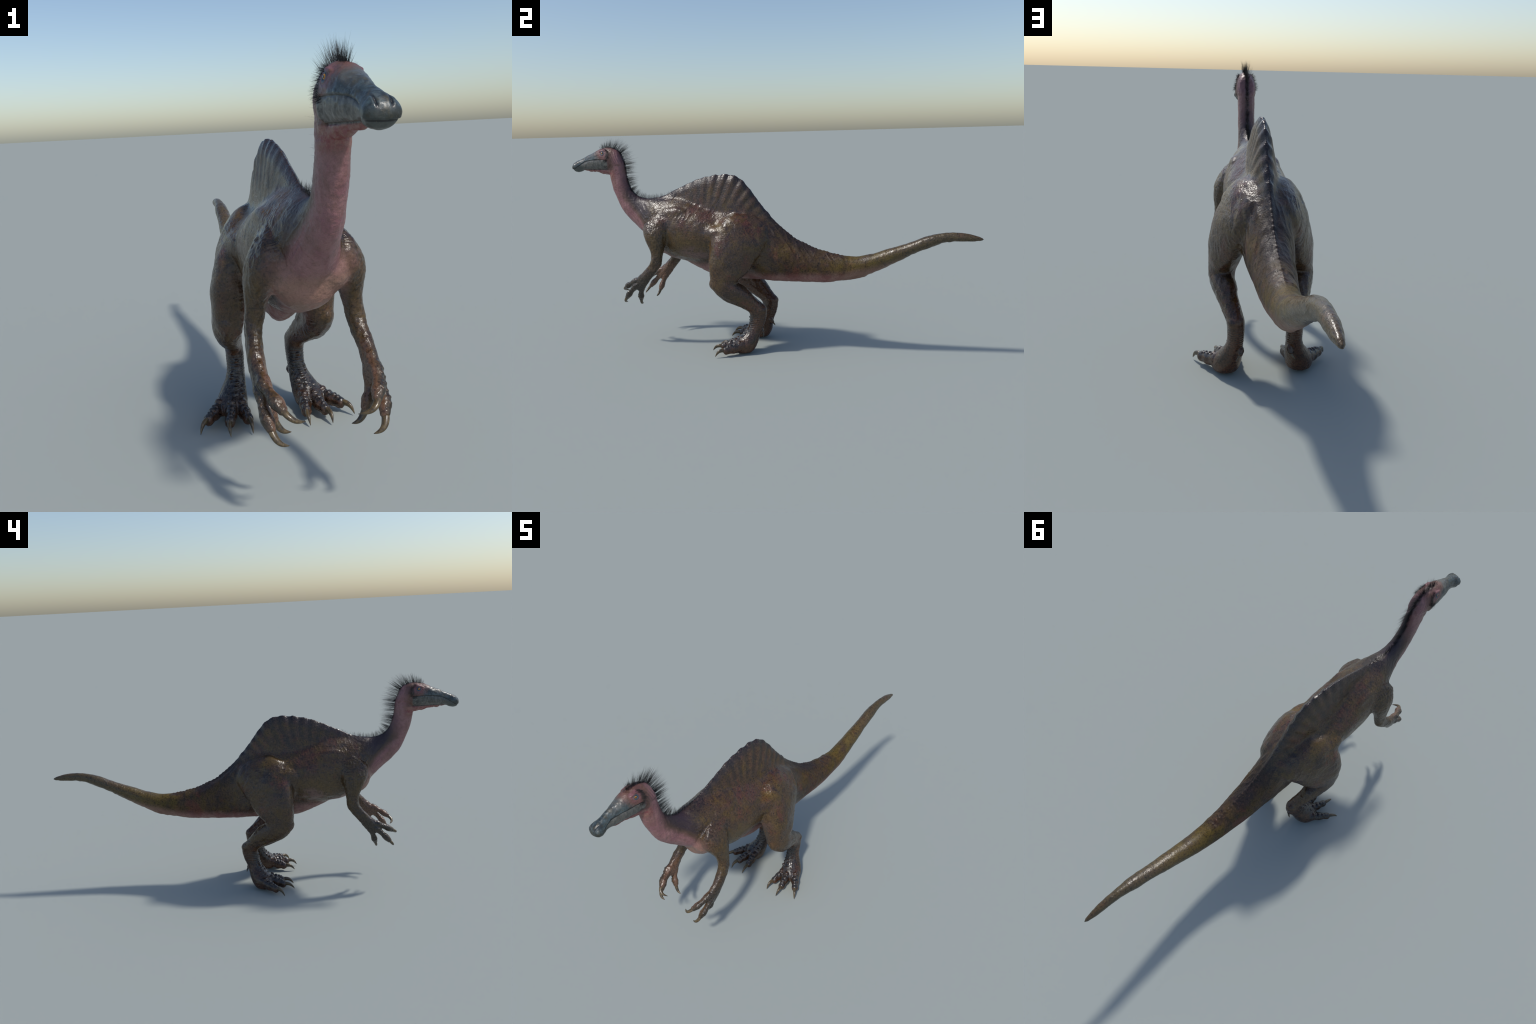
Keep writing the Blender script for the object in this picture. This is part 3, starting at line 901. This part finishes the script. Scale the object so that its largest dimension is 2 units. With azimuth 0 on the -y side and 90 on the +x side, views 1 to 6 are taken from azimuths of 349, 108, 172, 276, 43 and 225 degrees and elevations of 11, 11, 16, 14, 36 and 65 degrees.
    footc = k.mix(topm, k.mix(k.step(n_mid, .35, .62), srgb(62, 48, 40), srgb(84, 58, 44)), plates)
    footc = k.mix(k.mul(k.step(k.N[2], .0, -.5), .9), footc, srgb(96, 64, 46))
    low = k.mul(k.mul(k.step(Z, .034, .012), k.step(n_mid, .35, .6)), .7)
    footc = k.mix(low, footc, srgb(92, 62, 46))
    col = k.mix(k.mul(ft, .92), col, footc)
    # --- hands
    hn = k.mul(k.step(Z, .385, .325), k.step(Y, -.47, -.53))
    hc = k.mix(k.step(n_sm, .36, .62), srgb(94, 74, 54), srgb(78, 62, 44))
    hc = k.mix(k.mul(k.mul(k.step(k.N[0], .0, .6), k.step(X, -.01, .01)), .8), hc, srgb(52, 50, 46))
    hc = k.mix(k.mul(k.mul(k.step(k.N[0], .0, -.6), k.step(X, .01, -.01)), .8), hc, srgb(52, 50, 46))
    palm = k.maxi(k.mul(k.step(k.N[0], .0, -.5), k.step(X, -.01, .01)), k.mul(k.step(k.N[0], .0, .5), k.step(X, .01, -.01)))
    hc = k.mix(k.mul(palm, .75), hc, srgb(130, 100, 84))
    col = k.mix(k.mul(hn, .9), col, hc)
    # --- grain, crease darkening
    vor = k.voronoi(O, 300, 'F1')
    spk = k.mul(k.step(n_fine, .35, .68), 1)
    col = k.mix(k.mul(spk, .30), col, k.mix(1.0, col, srgb(168, 160, 150), 'MULTIPLY'))
    col = k.mix(k.step(k.noise(k.mapping(O, loc=(7, 7, 7)), 210, 2, .5), .62, .75, 0, .25), col, k.mix(.4, col, srgb(170, 148, 118)))
    isbody = k.mul(k.sub(1.0, k.maxi(ishead, isneck)), k.sub(1.0, k.mul(k.maxi(ven, br), .75)))
    col = k.mix(k.mul(isbody, k.step(n_spk, .50, .36, 0, .75)), col, k.mix(1.0, col, srgb(120, 112, 112), 'MULTIPLY'))
    col = k.mix(k.mul(isbody, k.step(n_spk, .53, .68, 0, .45)), col, k.mix(.5, col, srgb(140, 112, 84)))
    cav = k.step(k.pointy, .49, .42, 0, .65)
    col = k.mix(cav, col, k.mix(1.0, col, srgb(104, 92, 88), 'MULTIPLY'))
    hs = nt.nodes.new('ShaderNodeHueSaturation')
    hs.inputs['Saturation'].default_value = 1.08; hs.inputs['Value'].default_value = .86
    nt.links.new(col, hs.inputs['Color'])
    nt.links.new(hs.outputs[0], bs.inputs['Base Color'])
    # gloss: patchy, wetter on back, beak and feet
    rough = k.math('MULTIPLY_ADD', k.step(n_mid, .30, .70), .16, .19)
    rough = k.sub(rough, k.mul(ft, .04))
    rough = k.sub(rough, k.mul(isbeak, .05))
    rough = k.sub(rough, k.mul(hn, .02))
    rough = k.add(rough, k.mul(k.mul(sail, k.step(dcr, .004, .03)), .12))
    rough = k.add(rough, k.mul(k.maxi(k.mul(k.maxi(ven, isneck), .6), k.mul(k.step(Y, .02, .14), k.step(Y, .62, .42))), .24))
    nt.links.new(rough, bs.inputs['Roughness'])
    nt.links.new(k.sub(.55, k.mul(k.mul(k.step(Y, .0, .14), k.step(Y, .62, .42)), .27)), bs.inputs['Specular IOR Level'])
    # relief below the size of the mesh: pebbly scales and wrinkles
    vor2 = k.voronoi(k.mapping(O, scale=(1, .7, 1)), 170, 'DISTANCE_TO_EDGE')
    h = k.add(k.mul(k.mul(k.step(vor2, .0, .14), .5), k.sub(1.0, k.mul(isbeak, .9))), k.mul(n_fine, .5))
    b1 = k.bump(h, .30, .0011)
    wr = k.noise(k.mapping(O, scale=(1.5, .6, 1.4)), 58, 4, .65, .8)
    b2 = k.bump(wr, .25, .003, b1)
    nt.links.new(b2, bs.inputs['Normal'])
    return m

def claw_material():
    m, nt, bs = new_mat('horn_claw')
    k = NB(nt); k.coords()
    st = k.noise(k.mapping(k.O, scale=(1, .4, 1)), 140, 4, .6, .3)
    col = k.mix(k.step(st, .38, .64), srgb(66, 54, 38), srgb(100, 84, 56))
    col = k.mix(k.step(k.noise(k.O, 60, 3), .52, .68, 0, .7), col, srgb(46, 42, 36))
    nt.links.new(col, bs.inputs['Base Color'])
    bs.inputs['Roughness'].default_value = .28
    bs.inputs['Specular IOR Level'].default_value = .6
    nt.links.new(k.bump(st, .25, .001), bs.inputs['Normal'])
    return m

def hair_material():
    m, nt, bs = new_mat('dark_bristle')
    k = NB(nt); k.coords()
    col = k.mix(k.noise(k.O, 40, 2), srgb(20, 20, 22), srgb(36, 34, 34))
    nt.links.new(col, bs.inputs['Base Color'])
    bs.inputs['Roughness'].default_value = .45
    return m

def eye_material(side):
    m, nt, bs = new_mat('amber_eye')
    k = NB(nt); k.coords()
    # eye looks sideways and a little forward; object origin sits in the eyeball centre
    d = Vector((side, -.30, .05)).normalized()
    dp = nt.nodes.new('ShaderNodeVectorMath'); dp.operation = 'DOT_PRODUCT'
    nrm = nt.nodes.new('ShaderNodeVectorMath'); nrm.operation = 'NORMALIZE'
    nt.links.new(k.O, nrm.inputs[0]); nt.links.new(nrm.outputs[0], dp.inputs[0])
    dp.inputs[1].default_value = d
    c = dp.outputs['Value']
    fib = k.noise(k.O, 700, 3)
    iris = k.mix(fib, srgb(200, 138, 26), srgb(150, 92, 16))
    col = k.mix(k.step(c, .79, .85), srgb(60, 62, 64), iris)
    col = k.mix(k.step(c, .953, .968), col, (.004, .004, .005))
    nt.links.new(col, bs.inputs['Base Color'])
    bs.inputs['Roughness'].default_value = .08
    bs.inputs['Coat Weight'].default_value = .5
    return m

SKIN = skin_material(); CLAW = claw_material(); HAIR = hair_material()

# ------------------------------------------------------------------ build the objects
root = bpy.data.objects.new('crested_dinosaur', None)
bpy.context.scene.collection.objects.link(root)
root['label'] = 'sail-backed duck-billed dinosaur with bristly neck and long claws'
root['category'] = 'dinosaur'

LF = np.array([len(p.vertices) for p in m2.polygons])
loops = np.empty(LF.sum(), np.int32); m2.loops.foreach_get('vertex_index', loops)
quads = loops.reshape(-1, 4) if (LF == 4).all() else None
if quads is None:
    start = np.concatenate([[0], np.cumsum(LF)[:-1]])
    polys = [loops[s:s + n] for s, n in zip(start, LF)]
else:
    polys = quads
# vote: the label of a face is the most frequent of its corners; tidy by neighbours first
def tidy(lbl, it=8):
    L = lbl.copy()
    for _ in range(it):
        best = np.full(len(L), -1.0); out = L.copy()
        for c in np.unique(L):
            s = np.bincount(sm.a, (L[sm.b] == c).astype(float), len(L)) + 1.01 * (L == c)
            upd = s > best
            out[upd] = c; best[upd] = s[upd]
        L = out
    return L
vl = tidy(vl)
# trunk lofts inside a head, hand or foot must not win there
flab = np.array([names[i] for i in (vl[polys[:, 0]] if quads is not None else [vl[p[0]] for p in polys])])

def part_object(name, mask, parent, mat=SKIN):
    idx = np.nonzero(mask)[0]
    if len(idx) == 0:
        return None
    fv = polys[idx] if quads is not None else [polys[i] for i in idx]
    used = np.unique(np.concatenate(fv) if quads is None else fv.ravel())
    remap = np.full(len(V), -1, np.int64); remap[used] = np.arange(len(used))
    me = bpy.data.meshes.new(name)
    F = remap[fv].tolist() if quads is not None else [remap[p].tolist() for p in fv]
    me.from_pydata(V[used].tolist(), [], F)
    me.polygons.foreach_set('use_smooth', np.ones(len(F), bool))
    me.update()
    me.normals_split_custom_set_from_vertices(N[used].tolist())
    me.materials.append(mat)
    ob = bpy.data.objects.new(name, me)
    bpy.context.scene.collection.objects.link(ob)
    ob.parent = parent
    return ob

OBJ = {}
for p in ('head', 'neck', 'torso', 'tail'):
    OBJ[p] = part_object(p, flab == p, root)
OBJ['sail'] = part_object('sail', flab == 'sail', OBJ['torso'])
for s in 'LR':
    for p in ('arm', 'hand', 'leg', 'foot'):
        OBJ[p + s] = part_object(p, flab == p + '_' + s, root)
    for nm in FINGERS:
        part_object('finger', flab == 'finger_' + nm + '_' + s, OBJ['hand' + s])
    for nm in list(TOES) + ['hind']:
        part_object('toe', flab == 'toe_' + nm + '_' + s, OBJ['foot' + s])

def simple_object(name, verts, faces, mat, parent, loc=(0, 0, 0), smooth=True):
    me = bpy.data.meshes.new(name)
    me.from_pydata([tuple(v) for v in verts], [], faces)
    me.polygons.foreach_set('use_smooth', np.full(len(me.polygons), smooth))
    me.update()
    me.materials.append(mat)
    ob = bpy.data.objects.new(name, me)
    bpy.context.scene.collection.objects.link(ob)
    ob.parent = parent
    ob.location = loc
    return ob

def claw(base, direction, tip, r0, rise, side, parent, flat=.8):
    """curved horn from inside the flesh to the tip; leaves along 'direction' and hooks over to the tip"""
    base = np.array(base, float); tip = np.array(tip, float); d = np.array(direction, float)
    d /= np.linalg.norm(d)
    L = np.linalg.norm(tip - base)
    c1 = base + d * L * rise
    n = 26
    t = np.linspace(0, 1, n)[:, None]
    start = base - d * r0 * .6
    c2 = tip + (c1 - tip) * .52 + np.array([0, 0, .0])
    P = (1 - t) ** 3 * start + 3 * (1 - t) ** 2 * t * c1 + 3 * (1 - t) * t ** 2 * c2 + t ** 3 * tip
    tt = t[:, 0]
    rad = r0 * (1 - tt ** 1.5) ** .85 + .0004
    bend = np.cross(d, tip - base); bend /= np.linalg.norm(bend)
    rings = tube_rings(P, rad * flat, 16, up=np.cross(bend, d), sy=1 / flat)
    rings[..., 0] *= side
    if side < 0:
        rings = rings[:, ::-1]
    V_ = rings.reshape(-1, 3)
    return simple_object('claw', V_, loft_faces(n, 16), CLAW, parent)

for s, sg in (('L', 1), ('R', -1)):
    for nm, pts in TOES.items():
        p = np.array(pts); d = p[3] - p[2]; d /= np.linalg.norm(d); d[2] = .22
        claw(p[3] + np.array([d[0] * .010, d[1] * .010, .004]), d, TOE_TIPS[nm], .0095, .50, sg, OBJ['foot' + s])
    claw((.0825, .0100, .092), (.25, .55, -.6), (.098, .019, .0705), .0052, .45, sg, OBJ['foot' + s])
    for nm, pts in FINGERS.items():
        p = np.array(pts); d = p[3] - p[2]; d /= np.linalg.norm(d)
        claw(p[3] + d * .006, d, FINGER_TIPS[nm], .0086, .62, sg, OBJ['hand' + s])
    # eyeball
    c = np.array((sg * .0285, -.8165, .9392))
    E_ = ellipsoid_rings((0, 0, 0), (.0084, .0084, .0084), (0, 1, 0), n=22, m=32)
    simple_object('eye', E_.reshape(-1, 3), loft_faces(22, 32), eye_material(sg), OBJ['head'], c)

# ------------------------------------------------------------------ bristles
from mathutils.bvhtree import BVHTree
tree = BVHTree.FromPolygons([Vector(v) for v in V], [tuple(int(i) for i in q) for q in polys])
def strand_mesh(strands):
    Vs, Fs = [], []
    n = 0
    for root_p, d, L, r, curl in strands:
        d = Vector(d).normalized()
        sidev = d.orthogonal().normalized(); up = d.cross(sidev)
        segs = 5
        for j in range(segs):
            t = j / segs
            c = Vector(root_p) + d * (L * t) + Vector(curl) * (L * t * t)
            rr = r * (1 - t * .85)
            for q in range(3):
                a = q * 2.0944
                Vs.append(c + sidev * (rr * math.cos(a)) + up * (rr * math.sin(a)))
            if j:
                b0 = n + (j - 1) * 3; b1 = n + j * 3
                for q in range(3):
                    Fs.append((b0 + q, b0 + (q + 1) % 3, b1 + (q + 1) % 3, b1 + q))
        Vs.append(Vector(root_p) + d * L + Vector(curl) * L)
        tipi = n + segs * 3
        b1 = n + (segs - 1) * 3
        for q in range(3):
            Fs.append((b1 + q, b1 + (q + 1) % 3, tipi))
        n += segs * 3 + 1
    return Vs, Fs

# dorsal line the mane grows along: (y, z, length, half width of the strip, density, lean back)
MANE = [(-.842, .961, .018, .005, .4), (-.825, .966, .032, .007, 1.0), (-.800, .970, .042, .007, 1.0), (-.775, .966, .048, .007, 1.0),
        (-.750, .954, .058, .007, 1.0), (-.728, .934, .062, .007, 1.0), (-.713, .900, .060, .006, 1.0), (-.707, .860, .056, .006, .9),
        (-.703, .820, .054, .006, .9), (-.697, .785, .050, .006, .9), (-.684, .757, .044, .006, .8), (-.660, .734, .034, .006, .7),
        (-.630, .722, .028, .006, .55), (-.590, .716, .024, .006, .45), (-.545, .722, .022, .005, .3), (-.50, .735, .016, .004, .15), (-.46, .752, .010, .004, .05)]
M = np.array(MANE)
s = np.concatenate([[0], np.cumsum(np.hypot(np.diff(M[:, 0]), np.diff(M[:, 1])))])
def grow(p, want, L, r, spread):
    loc, nor, _, _ = tree.find_nearest(Vector(p))
    if loc is None:
        return None
    d = nor * .25 + Vector(want) + Vector((random.gauss(0, spread), random.gauss(0, spread), random.gauss(0, spread)))
    d.normalize()
    return (loc - nor * .001, d, L, r, Vector((random.gauss(0, .03), random.gauss(.03, .04), random.gauss(-.05, .04))))
mane = []
clumps = 0
while clumps < 430:
    u = random.random() * s[-1]
    row = [np.interp(u, s, M[:, i]) for i in range(5)]
    if random.random() > row[4]:
        continue
    clumps += 1
    yy, zz, L, wd, _ = row
    du = .006
    ty = np.interp(u + du, s, M[:, 0]) - np.interp(u - du, s, M[:, 0])
    tz = np.interp(u + du, s, M[:, 1]) - np.interp(u - du, s, M[:, 1])
    tl = math.hypot(ty, tz) + 1e-9
    ty /= tl; tz /= tl
    nrm = Vector((0, -tz, ty))            # outward normal of the dorsal line
    xo = random.gauss(0, wd * .5)
    head = sstep(-.79, -.84, yy)
    want = nrm * 1.2 + Vector((xo * 45 + random.gauss(0, .06), .16 + random.gauss(0, .06) - .2 * head, .04 + random.gauss(0, .06)))
    Lc = L * random.uniform(.85, 1.35)
    for _ in range(random.randint(3, 6)):
        dx, dt = random.gauss(0, .0016), random.gauss(0, .0028)
        p = Vector((xo + dx, yy + ty * dt, zz + tz * dt))
        w2 = want - Vector((dx * 30, ty * dt * 22, tz * dt * 22))   # tips of a tuft lean together
        g = grow(p, w2, Lc * random.uniform(.6, 1.05), .00023, .07)
        if g:
            mane.append(g)
Vs, Fs = strand_mesh(mane)
mo = simple_object('mane', Vs, Fs, HAIR, OBJ['neck'])
mo['kind'] = 'stuff'
# short ruff behind the eye and along the jaw corner
ruff = []
for sg in (1, -1):
    for _ in range(300):
        t = random.random() ** 1.3
        P = catmull([(.024, -.806, .957), (.030, -.793, .949), (.035, -.785, .932), (.038, -.787, .914), (.039, -.798, .905), (.040, -.816, .903)], 50)[int(t * 49)]
        p = (sg * P[0], P[1] + random.gauss(0, .0045), P[2] + random.gauss(0, .0045))
        want = Vector((sg * .55, .65, .25 * (1 - 2 * t)))
        g = grow(p, want, random.uniform(.007, .020), .00028, .2)
        if g:
            ruff.append(g)
Vs, Fs = strand_mesh(ruff)
ro = simple_object('cheek_ruff', Vs, Fs, HAIR, OBJ['head'])
ro['kind'] = 'stuff'

for me in (m1, m2):
    bpy.data.meshes.remove(me)
